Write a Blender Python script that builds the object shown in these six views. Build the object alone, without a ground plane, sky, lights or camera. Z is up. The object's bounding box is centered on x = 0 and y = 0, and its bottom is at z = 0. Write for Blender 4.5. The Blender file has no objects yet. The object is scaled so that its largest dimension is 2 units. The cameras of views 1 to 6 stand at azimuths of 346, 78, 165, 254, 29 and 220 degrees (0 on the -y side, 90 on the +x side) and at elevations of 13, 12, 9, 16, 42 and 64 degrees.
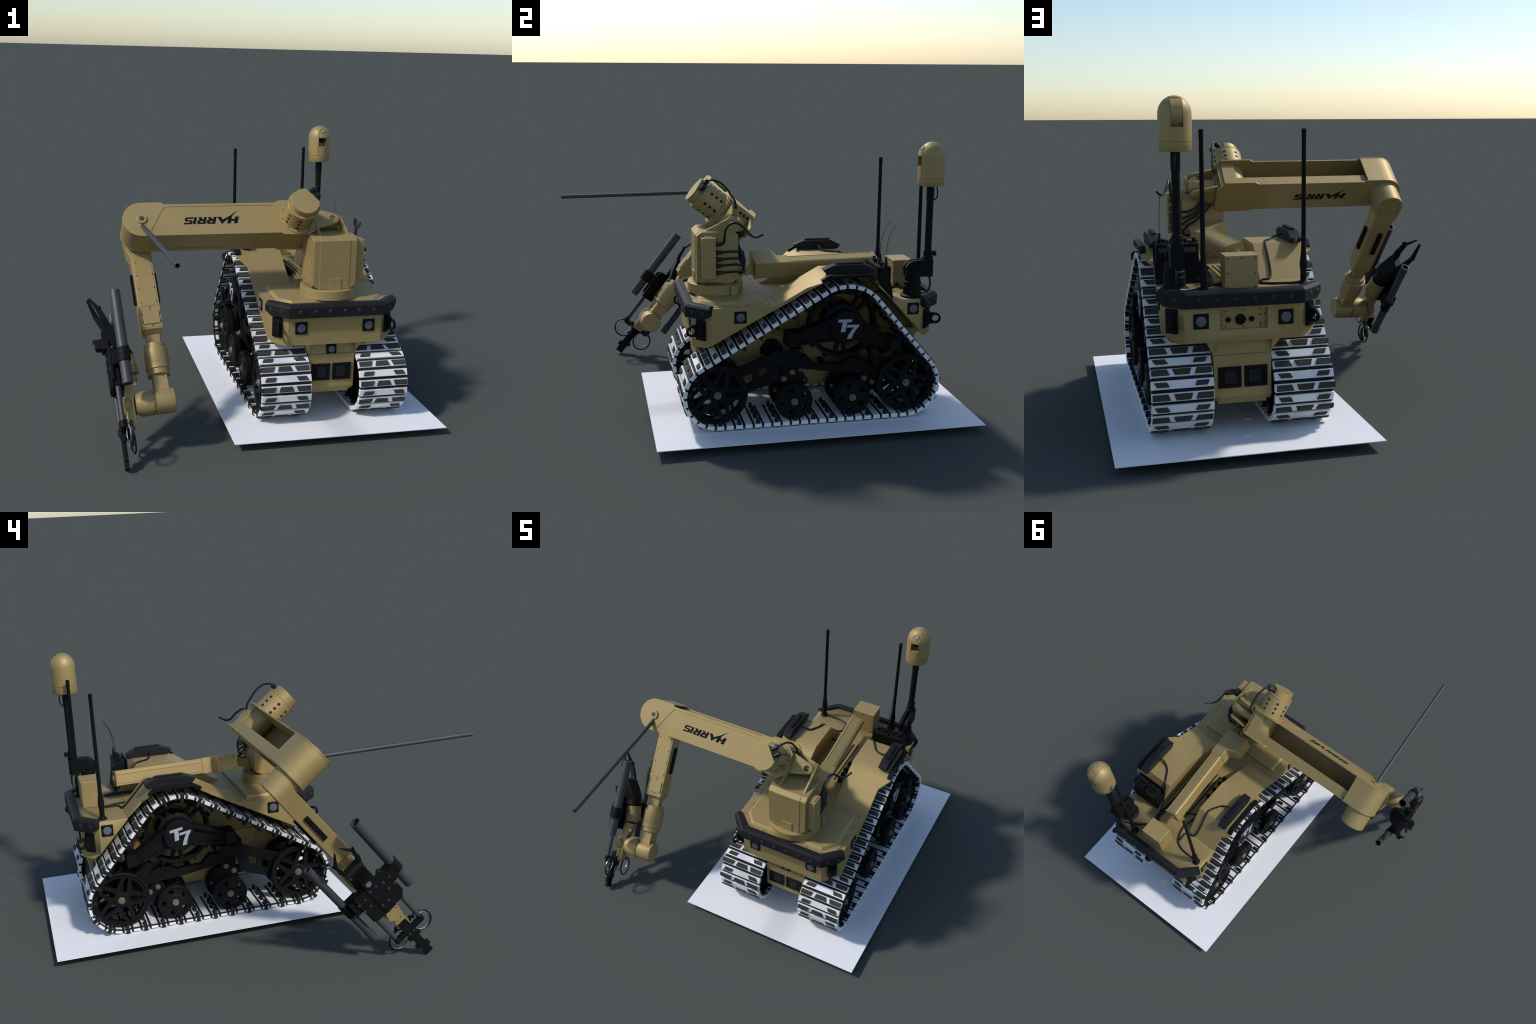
import bpy, bmesh, math, random
from mathutils import Vector, Matrix

random.seed(7)
XC, YC = 0.3247, 0.206          # symmetry planes of the vehicle
pi = math.pi

# ------------------------------------------------------------------ materials
def material(name, col, rough=0.5, metal=0.0, var=0.0, scale=14.0, bump=0.0, bump_scale=300.0, spec=0.5, coat=0.0, tint=None):
    m = bpy.data.materials.new(name); m.use_nodes = True
    nt = m.node_tree; b = nt.nodes["Principled BSDF"]
    b.inputs["Roughness"].default_value = rough
    b.inputs["Metallic"].default_value = metal
    b.inputs["Specular IOR Level"].default_value = spec
    b.inputs["Coat Weight"].default_value = coat
    tc = nt.nodes.new("ShaderNodeTexCoord")
    n = nt.nodes.new("ShaderNodeTexNoise"); n.inputs["Scale"].default_value = scale; n.inputs["Detail"].default_value = 5
    nt.links.new(tc.outputs["Object"], n.inputs["Vector"])
    r = nt.nodes.new("ShaderNodeValToRGB")
    lo = tuple(c * (1 - var) for c in col); hi = tuple(min(1, c * (1 + var)) for c in (tint or col))
    r.color_ramp.elements[0].position = 0.3; r.color_ramp.elements[1].position = 0.7
    r.color_ramp.elements[0].color = (*lo, 1); r.color_ramp.elements[1].color = (*hi, 1)
    nt.links.new(n.outputs["Fac"], r.inputs["Fac"])
    nt.links.new(r.outputs["Color"], b.inputs["Base Color"])
    if bump:
        n2 = nt.nodes.new("ShaderNodeTexNoise"); n2.inputs["Scale"].default_value = bump_scale
        nt.links.new(tc.outputs["Object"], n2.inputs["Vector"])
        bp = nt.nodes.new("ShaderNodeBump"); bp.inputs["Strength"].default_value = bump; bp.inputs["Distance"].default_value = 0.001
        nt.links.new(n2.outputs["Fac"], bp.inputs["Height"]); nt.links.new(bp.outputs["Normal"], b.inputs["Normal"])
    return m

TAN = material("tan_paint", (0.364, 0.266, 0.106), 0.56, metal=0.35, var=0.04, scale=6, bump=0.10, spec=0.5)
BLACK = material("black_coating", (0.0058, 0.0059, 0.0063), 0.6, var=0.12, scale=20, bump=0.08, spec=0.14)
BUMP = material("bumper_plastic", (0.0130, 0.0130, 0.0142), 0.55, var=0.1, scale=18, bump=0.15, spec=0.18)
RUBBER = material("rubber", (0.012, 0.0112, 0.0100), 0.8, var=0.15, scale=30, bump=0.3, spec=0.25)
PAD = material("pad_rubber", (0.050, 0.048, 0.041), 0.9, var=0.12, scale=40, bump=0.3, spec=0.2)
WHITE = material("white_metal", (0.76, 0.76, 0.77), 0.42, var=0.015, scale=8)
SHEET = material("white_sheet", (0.80, 0.80, 0.81), 0.7, var=0.004, scale=3, spec=0.2)
GREY = material("grey_gunmetal", (0.040, 0.040, 0.043), 0.5, var=0.06, scale=12)
SILVER = material("bare_silver", (0.55, 0.57, 0.60), 0.28, metal=1.0, var=0.03)
LENS = material("lens_glass", (0.105, 0.120, 0.140), 0.4, var=0.03, spec=0.4)
BRASS = material("tan_bolt", (0.16, 0.135, 0.085), 0.5, metal=0.2, var=0.05)
SCREW = material("dark_screw", (0.016, 0.017, 0.022), 0.45, var=0.1)
STEEL = material("screw_steel", (0.055, 0.058, 0.064), 0.4, metal=0.4, var=0.1)
INK = material("black_lettering", (0.0065, 0.0068, 0.0080), 0.7, var=0.05, spec=0.1)
MARK = material("grey_lettering", (0.36, 0.39, 0.42), 0.6, var=0.04)
DARK = material("dark_cavity", (0.008, 0.008, 0.008), 0.9)
CABLE = material("black_cable", (0.0075, 0.0080, 0.0100), 0.42, var=0.1, spec=0.35)
RED = material("red_cap", (0.16, 0.006, 0.006), 0.4)
SCREEN = material("green_display", (0.036, 0.050, 0.034), 0.3)

# ------------------------------------------------------------------ frames
W = lambda x, y, z: Vector((x, y, z))                       # world
S = lambda x, y, z: Vector((XC + x, y, z))                  # vehicle, x from the middle plane
SM = lambda x, y, z: Vector((XC - x, y, z))                 # mirrored vehicle
_n = Vector((0, -.776, .631)).normalized(); _w = Vector((0, .631, .776)).normalized(); _x = Vector((1, 0, 0))
A = lambda x, f, w: _x * x + _n * f + _w * w                # upper arm: along x, rolled 39 degrees
_th = math.radians(4.1)
_d = _x * math.sin(_th) - _w * math.cos(_th); _t = _x * math.cos(_th) + _w * math.sin(_th)
_e = _x * -.589 + _w * .677
L = lambda s, t, f: _e + _d * s + _t * t + _n * f           # forearm: s down from the elbow, t across, f forward

ROOT = bpy.data.objects.new("tracked_robot", None)
bpy.context.collection.objects.link(ROOT)
ROOT["label"] = "tan tracked bomb disposal robot with bent manipulator arm"
ROOT["category"] = "robot"

def link_obj(o, parent):
    bpy.context.collection.objects.link(o)
    if parent: o.parent = parent
    return o

class Part:
    """One named mesh, put together from simple solids given in any frame."""
    def __init__(s, name, mat, parent=ROOT, bevel=0.0, seg=2, angle=35):
        s.name, s.mat, s.parent, s.bevel, s.seg, s.angle = name, mat, parent, bevel, seg, angle
        s.bm = bmesh.new()
    def face(s, vs):
        try: s.bm.faces.new(vs)
        except ValueError: pass
    def prism(s, F, poly, h0, h1, order="xyz"):
        """poly in the first two letters of order, swept along the third, between h0 and h1"""
        ix = ["xyz".index(c) for c in order]
        def P(u, v, h):
            q = [0, 0, 0]
            q[ix[0]], q[ix[1]], q[ix[2]] = u, v, h
            return F(*q)
        a = [s.bm.verts.new(P(u, v, h0)) for u, v in poly]
        b = [s.bm.verts.new(P(u, v, h1)) for u, v in poly]
        n = len(poly)
        s.face(a[::-1]); s.face(b)
        for i in range(n): s.face([a[i], a[(i + 1) % n], b[(i + 1) % n], b[i]])
        return s
    def plate(s, F, outer, inner, h0, h1, order="xyz"):
        """flat plate with one window"""
        ix = ["xyz".index(c) for c in order]
        def P(u, v, h):
            q = [0, 0, 0]; q[ix[0]], q[ix[1]], q[ix[2]] = u, v, h
            return F(*q)
        es = []
        for loop in (outer, inner):
            vs = [s.bm.verts.new(P(u, v, h0)) for u, v in loop]
            es += [s.bm.edges.new((vs[i - 1], vs[i])) for i in range(len(vs))]
        fs = [g for g in bmesh.ops.triangle_fill(s.bm, edges=es, use_beauty=True)["geom"] if isinstance(g, bmesh.types.BMFace)]
        ex = bmesh.ops.extrude_face_region(s.bm, geom=fs)["geom"]
        bmesh.ops.translate(s.bm, verts=[g for g in ex if isinstance(g, bmesh.types.BMVert)], vec=P(0, 0, h1) - P(0, 0, h0))
        es = [e for f in fs + [g for g in ex if isinstance(g, bmesh.types.BMFace)] for e in f.edges if e.is_valid and len(e.link_faces) == 2 and e.calc_face_angle(9) < 1e-3]
        bmesh.ops.dissolve_edges(s.bm, edges=[], use_verts=False)
        return s
    def box(s, F, x0, x1, y0, y1, z0, z1):
        return s.prism(F, [(x0, y0), (x1, y0), (x1, y1), (x0, y1)], z0, z1)
    def hull(s, pts):
        vs = [s.bm.verts.new(p) for p in pts]
        r = bmesh.ops.convex_hull(s.bm, input=vs)
        bad = [g for g in r["geom_interior"] + r["geom_unused"] if isinstance(g, bmesh.types.BMVert)]
        bmesh.ops.delete(s.bm, geom=list(set(bad)), context="VERTS")
        es = [e for e in s.bm.edges if e.is_valid and len(e.link_faces) == 2 and e.calc_face_angle(9) < 1e-3]
        bmesh.ops.dissolve_edges(s.bm, edges=es, use_verts=False)
        return s
    def lathe(s, p, axis, prof, n=40, cap=True, ref=None):
        """prof: (distance along axis, radius)"""
        p = Vector(p); axis = Vector(axis).normalized()
        u = (Vector(ref) if ref else (Vector((0, 0, 1)) if abs(axis.z) < .9 else Vector((1, 0, 0))))
        u = (u - axis * u.dot(axis)).normalized(); v = axis.cross(u)
        rings = []
        for d, r in prof:
            if r < 1e-6: rings.append([s.bm.verts.new(p + axis * d)])
            else: rings.append([s.bm.verts.new(p + axis * d + (u * math.cos(2 * pi * i / n) + v * math.sin(2 * pi * i / n)) * r) for i in range(n)])
        for a, b in zip(rings, rings[1:]):
            for i in range(n):
                j = (i + 1) % n
                if len(a) == 1 and len(b) == 1: break
                if len(a) == 1: s.face([a[0], b[j], b[i]])
                elif len(b) == 1: s.face([a[i], a[j], b[0]])
                else: s.face([a[i], a[j], b[j], b[i]])
        if cap:
            if len(rings[0]) > 1: s.face(rings[0][::-1])
            if len(rings[-1]) > 1: s.face(rings[-1])
        return s
    def cyl(s, p0, p1, r0, r1=None, n=32):
        p0, p1 = Vector(p0), Vector(p1); r1 = r0 if r1 is None else r1
        return s.lathe(p0, p1 - p0, [(0, r0), ((p1 - p0).length, r1)], n)
    def pipe(s, p0, p1, r, ri, n=32, depth=None):
        """tube open at both ends (bore of the given depth)"""
        p0, p1 = Vector(p0), Vector(p1); l = (p1 - p0).length; d = depth or l * .45
        return s.lathe(p0, p1 - p0, [(d, 0), (d, ri), (0, ri), (0, r), (l, r), (l, ri), (l - d, ri), (l - d, 0)], n, cap=False)
    def tube(s, pts, r, n=10, smooth=6, closed=False):
        pts = [Vector(p) for p in pts]
        if smooth > 1:
            out = []; m = len(pts)
            for i in range(m if closed else m - 1):
                p0 = pts[(i - 1) % m] if closed or i else pts[0] * 2 - pts[1]
                p1, p2 = pts[i], pts[(i + 1) % m]
                p3 = pts[(i + 2) % m] if closed or i + 2 < m else p2 * 2 - p1
                for k in range(smooth):
                    t = k / smooth
                    out.append(.5 * ((2 * p1) + (p2 - p0) * t + (2 * p0 - 5 * p1 + 4 * p2 - p3) * t * t + (3 * p1 - p0 - 3 * p2 + p3) * t ** 3))
            if not closed: out.append(pts[-1])
            pts = out
        m = len(pts); rings = []; up = None
        for i, p in enumerate(pts):
            if closed: d = pts[(i + 1) % m] - pts[i - 1]
            else: d = pts[min(i + 1, m - 1)] - pts[max(i - 1, 0)]
            d.normalize()
            if up is None: up = d.orthogonal().normalized()
            up = (up - d * up.dot(d)).normalized(); v = d.cross(up)
            rings.append([s.bm.verts.new(p + (up * math.cos(2 * pi * k / n) + v * math.sin(2 * pi * k / n)) * r) for k in range(n)])
        for i in range(m if closed else m - 1):
            a, b = rings[i], rings[(i + 1) % m]
            for k in range(n): s.face([a[k], a[(k + 1) % n], b[(k + 1) % n], b[k]])
        if not closed: s.face(rings[0][::-1]); s.face(rings[-1])
        return s
    def torus(s, c, axis, R, r, n=32):
        axis = Vector(axis).normalized(); u = axis.orthogonal().normalized(); v = axis.cross(u); c = Vector(c)
        return s.tube([c + (u * math.cos(2 * pi * i / n) + v * math.sin(2 * pi * i / n)) * R for i in range(n)], r, 10, 1, True)
    def mesh(s):
        bmesh.ops.recalc_face_normals(s.bm, faces=s.bm.faces)
        me = bpy.data.meshes.new(s.name); s.bm.to_mesh(me); s.bm.free()
        me.materials.append(s.mat)
        me.polygons.foreach_set("use_smooth", [True] * len(me.polygons))
        me.set_sharp_from_angle(angle=math.radians(s.angle))
        return me
    def done(s):
        o = link_obj(bpy.data.objects.new(s.name, s.mesh()), s.parent)
        if s.bevel:
            b = o.modifiers.new("bevel", "BEVEL"); b.width = s.bevel; b.segments = s.seg
            b.limit_method = "ANGLE"; b.angle_limit = math.radians(32); b.harden_normals = True
        return o

def cut(o, cutter):
    """take the cutter part out of the object o for good"""
    c = cutter.done()
    m = o.modifiers.new("cut", "BOOLEAN"); m.object = c; m.operation = "DIFFERENCE"; m.solver = "EXACT"
    bpy.context.view_layer.update()
    me = bpy.data.meshes.new_from_object(o.evaluated_get(bpy.context.evaluated_depsgraph_get()))
    o.modifiers.clear(); o.data = me
    me.set_sharp_from_angle(angle=math.radians(35))
    bpy.data.objects.remove(c, do_unlink=True)

def place(name, me, p, z, parent, scale=1.0, x=None):
    """a repeat that shares mesh data; its own +z points along z"""
    z = Vector(z).normalized(); u = Vector(x) if x is not None else z.orthogonal()
    u = (u - z * u.dot(z)).normalized(); v = z.cross(u)
    o = bpy.data.objects.new(name, me); link_obj(o, parent)
    M = Matrix((u, v, z)).transposed().to_4x4(); M.translation = Vector(p)
    o.matrix_local = M @ Matrix.Scale(scale, 4)
    return o

def round_poly(cx, cy, r, a0, a1, n=12):
    return [(cx + r * math.cos(a0 + (a1 - a0) * i / n), cy + r * math.sin(a0 + (a1 - a0) * i / n)) for i in range(n + 1)]

# shared small pieces -------------------------------------------------------
small_bolt = Part("bolt", SCREW).lathe((0, 0, -.001), (0, 0, 1), [(0, .0034), (.0022, .0034), (.003, .0024)], 12).mesh()
def bolt(p, n, parent, k=1.0): return place("bolt", small_bolt, p, n, parent, k)
cap_screw = Part("cap_screw", STEEL).lathe((0, 0, -.001), (0, 0, 1), [(0, .0078), (.003, .0078), (.0044, .0064), (.0044, .0036), (.001, .0034), (.001, 0)], 16, cap=False).mesh()
recess_ring = Part("screw_socket", DARK).lathe((0, 0, -.002), (0, 0, 1), [(0, .0118), (.0026, .0118)], 20).mesh()
big_bolt = Part("pivot_bolt", BRASS).lathe((0, 0, -.004), (0, 0, 1), [(0, .0165), (.006, .0165), (.009, .0145), (.0095, .0095), (.0135, .0085), (.0135, 0)], 28, cap=False).mesh()

# =================================================================== white sheet under the tracks
sheet = Part("white_base_sheet", SHEET, None)
sheet.box(W, -.2055, .8547, -.592, .9995, .0375, .0407)
sheet = sheet.done()
sheet["label"] = "thin plain white rectangular sheet under the vehicle"; sheet["category"] = "base sheet"

# =================================================================== hull
hull = Part("hull", TAN, bevel=.004)
for sg, y0, face in ((1, 0, -.393), (-1, 2 * YC, .8045)):
    m = lambda y: y0 + sg * y if sg > 0 else 2 * YC - y
    # nose block with raked chamfers; the underside slopes with the track
    pts = []
    back, zb = (0.0, .617) if sg > 0 else (-.165, .632)
    low = ((.2866, -.3416, .4345), (.318, -.31, .4518)) if sg > 0 else ((.2866, -.3414, .4345), (.318, -.31, .468))
    for q in (1, -1):
        pts += [S(q * .2355, m(-.393), .632), S(q * .318, m(-.31), .632), S(q * .318, m(back), .632), S(q * .318, m(back), zb if sg > 0 else .628),
                S(q * .2355, m(-.393), .4345)] + [S(q * a, m(b), c) for a, b, c in low]
    if sg > 0: hull.hull(pts)
    else:
        tail = Part("rear_hull", TAN, bevel=.004); tail.hull(pts); tail = tail.done()
        bay = Part("bay_cutter", TAN); bay.box(S, -.0965, .0960, .783, .83, .4795, .5668); cut(tail, bay)
# middle tub
tub = [(-.36, .371),  (-.36, .20), (-.335, .165), (-.28, .148), (.68, .148), (.75, .165), (.772, .20), (.772, .371), (.764, .3725), (.752, .4345), (.72, .6305), (-.30, .6305), (-.340, .4345), (-.352, .3725)]
hull.prism(S, tub, -.1005, .1005, "yzx")
for q in (1, -1):
    t2 = [(y, max(z, .176)) for y, z in tub]
    hull.prism(S, t2, q * .1006, q * .118, "yzx")
    for y0, y1, y2 in ((-.386, -.352, -.25), (.798, .764, .66)):
        hull.hull([S(q * .149, y0, .4350), S(q * .149, y2, .4350), S(q * .117, y0, .4350), S(q * .117, y2, .4350), S(q * .1182, y1, .372), S(q * .117, y2, .372), S(q * .1182, y2, .372)])
# deck between the housings
hull.box(S, -.118, .118, -.02, .60, .62, .6325)
hull.done()

def fender_z(y):
    k = [(-1, .632), (0, .632), (.2517, .7705), (.4525, .7705), (.581, .632), (2, .632)]
    for (a, za), (b, zb) in zip(k, k[1:]):
        if a <= y <= b: return za + (zb - za) * (y - a) / (b - a)
for F in (S, SM):
    fd = Part("fender_housing", TAN, bevel=.003)
    top = [(0.0, .632), (.2517, .7705), (.4525, .7705), (.581, .632)]
    ys = [0, .147, .2038, .2517, .4525, .485, .5055, .581]; xo = [.3185, .3185, .3653, .3653, .3653, .3653, .3185, .3185]
    under = [.614, .695, .728, .754, .754, .722, .699, .6305]
    rows = [[fd.bm.verts.new(F(*p)) for p in ((.1182, y, fender_z(y)), (x, y, fender_z(y)), (x, y, uo), (.3180, y, u), (.1182, y, u))] for y, x, u, uo in zip(ys, xo, under, [.614, .695, .738, .7655, .7655, .732, .699, .6305])]
    for a, b in zip(rows, rows[1:]):
        for i in range(5): fd.face([a[i], a[(i + 1) % 5], b[(i + 1) % 5], b[i]])
    fd.face(rows[0]); fd.face(rows[-1][::-1])
    fd.prism(F, [(.0, .6305), (.2517, .768), (.4525, .768), (.578, .6305)], .1186, .126, "yzx")
    fd.done()
    # grip box with light on top of the housing
    gb = Part("lamp_box", BUMP, bevel=.003)
    gb.prism(F, [(.2239, .798), (.2776, .8185), (.4291, .8185), (.4827, .790), (.469, .7695), (.248, .7695)], .277, .327, "yzx")
    gb = gb.done()
    rl = Part("accessory_rail", BUMP, gb, bevel=.0008)
    rl.box(F, .294, .311, .288, .426, .818, .8240)
    for i in range(15): rl.box(F, .2925, .3125, .290 + i * .0092, .2952 + i * .0092, .8236, .8275)
    rl.done()
    ld = Part("box_lens", LENS, gb); ld.cyl(F(.302, .474, .782), F(.302, .4785, .779), .0105); ld.done()
    st = Part("mud_guard", BLACK, bevel=.002)
    st.prism(F, [(.2043, .7578), (.2433, .7801), (.4475, .7781), (.4753, .7535), (.4676, .7412), (.4408, .763), (.2529, .7649), (.2138, .7454)], .3425, .3695, "yzx")
    st.done()
    # row of connectors along the inner wall
    for i in range(4):
        y = (.180, .224, .272, .328)[i]; lean = (0, .1, .5, .7)[i]
        k = Part("hose_connector", BLACK); k.lathe(F(.071 + lean * .012, y, .632), F(-lean, 0, 1) - F(0, 0, 0), [(0, .0125), (.006, .0125), (.007, .0105), (.016, .0105), (.017, .0125), (.030, .0125), (.032, .010)], 20); k.done()

# raised front deck plate and bolts
dk = Part("deck_plate", TAN, bevel=.0015)
fl = [(-.22, -.378), (.22, -.378), (.292, -.306), (.292, -.015), (-.292, -.015), (-.292, -.306)]
dk.prism(S, fl, .6310, .6348)
def plateau(o, z):
    return [S(x, y, z) for x, y in ((-.2077 - o * .6, -.3432 - o), (.2077 + o * .6, -.3432 - o), (.2594 + o, -.284 - o * .4), (.2594 + o, -.048), (-.2594 - o, -.048), (-.2594 - o, -.284 - o * .4))]
dk.hull(plateau(.012, .634) + plateau(0, .6475))
dk = dk.done()
for q in (1, -1):
    for y in (-.03, -.121, -.21, -.2995): bolt(S(q * .2825, y, .6348), (0, 0, 1), dk)
    for x in (.217, .1285, .0425):
        for y in (-.027, -.3667): bolt(S(q * x, y, .6348), (0, 0, 1), dk)

# ventilated floor plate under the actuator
fp = Part("floor_grille", TAN, bevel=.001)
edges = [-.10] + [c + d for c in (-.0355, -.0115, .0125, .0365) for d in (-.0045, .0045)] + [.10]
fp.box(S, -.10, .10, .15, .178, .632, .6362); fp.box(S, -.10, .10, .52, .55, .632, .6362)
for a_, b_ in zip(edges[::2], edges[1::2]): fp.box(S, a_, b_, .1775, .5205, .632, .6360)
fp = fp.done()
fg = Part("grille_cavity", DARK, fp); fg.box(S, -.098, .098, .177, .521, .631, .6331); fg.done()
for q in (-1, 1):
    for y in (.158, .54): bolt(S(q * .09, y, .636), (0, 0, 1), fp)

# flush service lines on the tub flanks, bosses behind the sprockets
for F in (S, SM):
    fk = Part("flank_panel", TAN, bevel=.0025)
    fk.box(F, .115, .1275, -.128, .016, .322, .418); fk.box(F, .115, .124, .075, .60, .30, .43)
    fk.lathe(F(.1225, .334, .52), F(1, 0, 0) - F(0, 0, 0), [(0, .182), (.018, .182), (.022, .178), (.022, .10), (.057, .09), (.057, 0)], 56, cap=False)
    fk.box(F, .115, .122, -.33, .74, .418, .424)
    fk = fk.done()
    for y, z in ((-.10, .40), (-.05, .40), (.03, .44), (.08, .445), (.56, .44), (.60, .44)): bolt(F(.1245, y, z), F(1, 0, 0) - F(0, 0, 0), fk, 1.2)
    tp = Part("trunnion_plate", BLACK, bevel=.002)
    tp.prism(F, [(-.008, .411), (.0407, .410), (.0704, .366), (.0704, .336), (-.0416, .336), (-.0416, .366)], .126, .142, "yzx")
    tp = tp.done()
    for y, z in ((.0, .40), (.033, .40), (-.032, .347), (.06, .347)): place("cap_screw", cap_screw, F(.142, y, z), F(1, 0, 0) - F(0, 0, 0), tp, .7)

# =================================================================== bumpers, lamps, tow eyes
def lamp(F, p, n, up, w=.058, r=.0205):
    """square dark bezel with a round lens; p centre, n outward, up in the face"""
    n = Vector(n).normalized(); up = (Vector(up) - n * Vector(up).dot(n)).normalized(); s = n.cross(up); p = Vector(p)
    G = lambda a, b, c: p + s * a + up * b + n * c
    b = Part("lamp_bezel", BLACK, bevel=.002); b.box(G, -w / 2, w / 2, -w / 2, w / 2, -.004, .005); b = b.done()
    l = Part("lamp_lens", LENS, b); l.lathe(G(0, 0, .004), n, [(0, r), (.0018, r), (.0030, r * .8), (.0034, 0)], 32); l.done()
    return b
def screw(p, n, parent):
    n = Vector(n).normalized()
    place("screw_socket", recess_ring, p, n, parent, 1.1); place("cap_screw", cap_screw, Vector(p) + n * .0004, n, parent, 1.0)

ch = math.sqrt(.5)
for sg in (1, -1):
    FY = (lambda x, y, z: S(x, y, z)) if sg > 0 else (lambda x, y, z: S(-x, 2 * YC - y, z))
    yd = -1 if sg > 0 else 1
    bp = Part("bumper", BUMP, bevel=.005, seg=3)
    outer = [(-.338, -.325), (-.3115, -.353), (-.243, -.4255), (.243, -.4255), (.3115, -.353), (.338, -.325)]
    inner = [(.308, -.298), (.288, -.318), (.222, -.381), (-.222, -.381), (-.288, -.318), (-.308, -.298)]
    bp = Part("bumper", BUMP, bevel=.004, seg=2)
    def ring(o, z, i=1):
        return [(x * (1 - o * .035), y + o * .011) for x, y in outer]
    o0, o1 = [bp.bm.verts.new(FY(x, y, .5795)) for x, y in outer], [bp.bm.verts.new(FY(x, y, .632)) for x, y in outer]
    o2 = [bp.bm.verts.new(FY(x, y, .6455)) for x, y in ring(1, 0)]
    i1 = [bp.bm.verts.new(FY(x, y, .6455)) for x, y in inner[::-1]]
    i0 = [bp.bm.verts.new(FY(x, y, .5795)) for x, y in inner[::-1]]
    lay = [o0, o1, o2, i1, i0]
    # the lower outer corners are cut off at both ends
    for v in (o0[0], o0[5], i0[0], i0[5]): v.co.z += .021
    for k in range(5):
        a, b = lay[k], lay[(k + 1) % 5]
        for i in range(5): bp.face([a[i], a[i + 1], b[i + 1], b[i]])
    bp.face([l[0] for l in lay]); bp.face([l[5] for l in lay][::-1])
    bp = bp.done()
    nf = FY(0, -1, 0) - FY(0, 0, 0)
    for x in (-.1845, -.1107, -.0368, .0368, .1107, .1845): screw(FY(x, -.4255, .611), nf, bp)
    for q in (1, -1):
        na = FY(q * .1005, -.095, 0) - FY(0, 0, 0)
        for t in (.30, .74): screw(FY(q * (.243 + .095 * t), -.4255 + .1005 * t, .612), na, bp)
        lamp(None, FY(q * .171, -.393, .5225), nf, (0, 0, 1), .061, .0208)
        lamp(None, FY(q * .318, -.173 if sg > 0 else -.271, .585), FY(q, 0, 0) - FY(0, 0, 0), (0, 0, 1))
        # tow eye on the chamfer
        c = FY(q * .2768, -.3515, .522); n = (FY(q * .083, -.0825, 0) - FY(0, 0, 0)).normalized(); sd = n.cross(Vector((0, 0, 1)))
        G = lambda a, b, cc: c + sd * a + Vector((0, 0, b)) + n * cc
        h = Part("tow_eye", BLACK, bevel=.002)
        h.box(G, -.026, .026, -.049, .049, -.004, .012); h.box(G, -.017, .017, -.034, .034, .010, .020)
        u = (FY(q * .27, -.963, 0) - FY(0, 0, 0)).normalized(); sv = u.cross(Vector((0, 0, 1)))
        GR = lambda a, b, cc: c + sv * a + Vector((0, 0, b)) + u * cc
        dee = [(.004, -.030), (.03, -.0285)] + round_poly(.050, 0, .0275, -pi / 2 + .1, pi / 2 - .1, 14) + [(.03, .0285), (.004, .030)]
        h.box(GR, -.014, .014, -.0285, .0285, .002, .030)
        h.plate(GR, dee, round_poly(.051, 0, .0160, 0, 2 * pi, 20)[:-1], -.006, .006, "zyx")
        h.done()

# lamp pod under the front overhang, covers on the lower hull ends
lamp(None, S(0, -.3515, .3935), (0, -1, .12), (0, 0, 1), .050, .017)
for sg in (1, -1):
    FY = (lambda x, y, z: S(x, y, z)) if sg > 0 else (lambda x, y, z: S(-x, 2 * YC - y, z))
    for q in (1, -1):
        v = Part("vent_frame", BLACK, bevel=.002)
        c = q * .0535
        v.box(FY, c - .0475, c + .0475, -.366, -.355, .2365, .250); v.box(FY, c - .0475, c + .0475, -.366, -.355, .311, .3235)
        v.box(FY, c - .0475, c - .034, -.366, -.355, .2499, .3111); v.box(FY, c + .034, c + .0475, -.366, -.355, .2499, .3111)
        v.box(FY, c - .035, c + .035, -.3608, -.354, .249, .312)
        v = v.done()
        d = Part("vent_door", BUMP, v, bevel=.002); d.box(FY, c - .026 - q * .004, c + .026 - q * .004, -.3640, -.358, .252, .309); d.done()

# rear connector panel
rp = Part("connector_panel", TAN, bevel=.001)
FR = lambda x, y, z: S(x, .7850 + y, z)
rp.box(FR, -.0940, .0935, -.004, .0008, .4815, .5648)
rp = rp.done()
for x, z, r in ((.0105, .5185, .0215), (.0598, .5185, .0105), (-.0341, .518, .0105)):
    k = Part("round_connector", BLACK, rp); k.lathe(FR(x, 0, z), (0, 1, 0), [(0, r), (.007, r), (.009, r * .85), (.009, 0)], 28); k.done()
for x, z in ((-.068, .5344), (-.0715, .4993)):
    k = Part("red_indicator", RED, rp); k.lathe(FR(x, 0, z), (0, 1, 0), [(0, .0042), (.004, .0042), (.005, 0)], 14); k.done()
for x, z in ((.086, .537), (.086, .499), (.07, .553), (.07, .489), (.0, .5555), (.0, .4885), (-.07, .5555), (-.07, .4885), (-.087, .537), (-.087, .499)): bolt(FR(x, .0012, z), (0, 1, 0), rp, .9)

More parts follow.
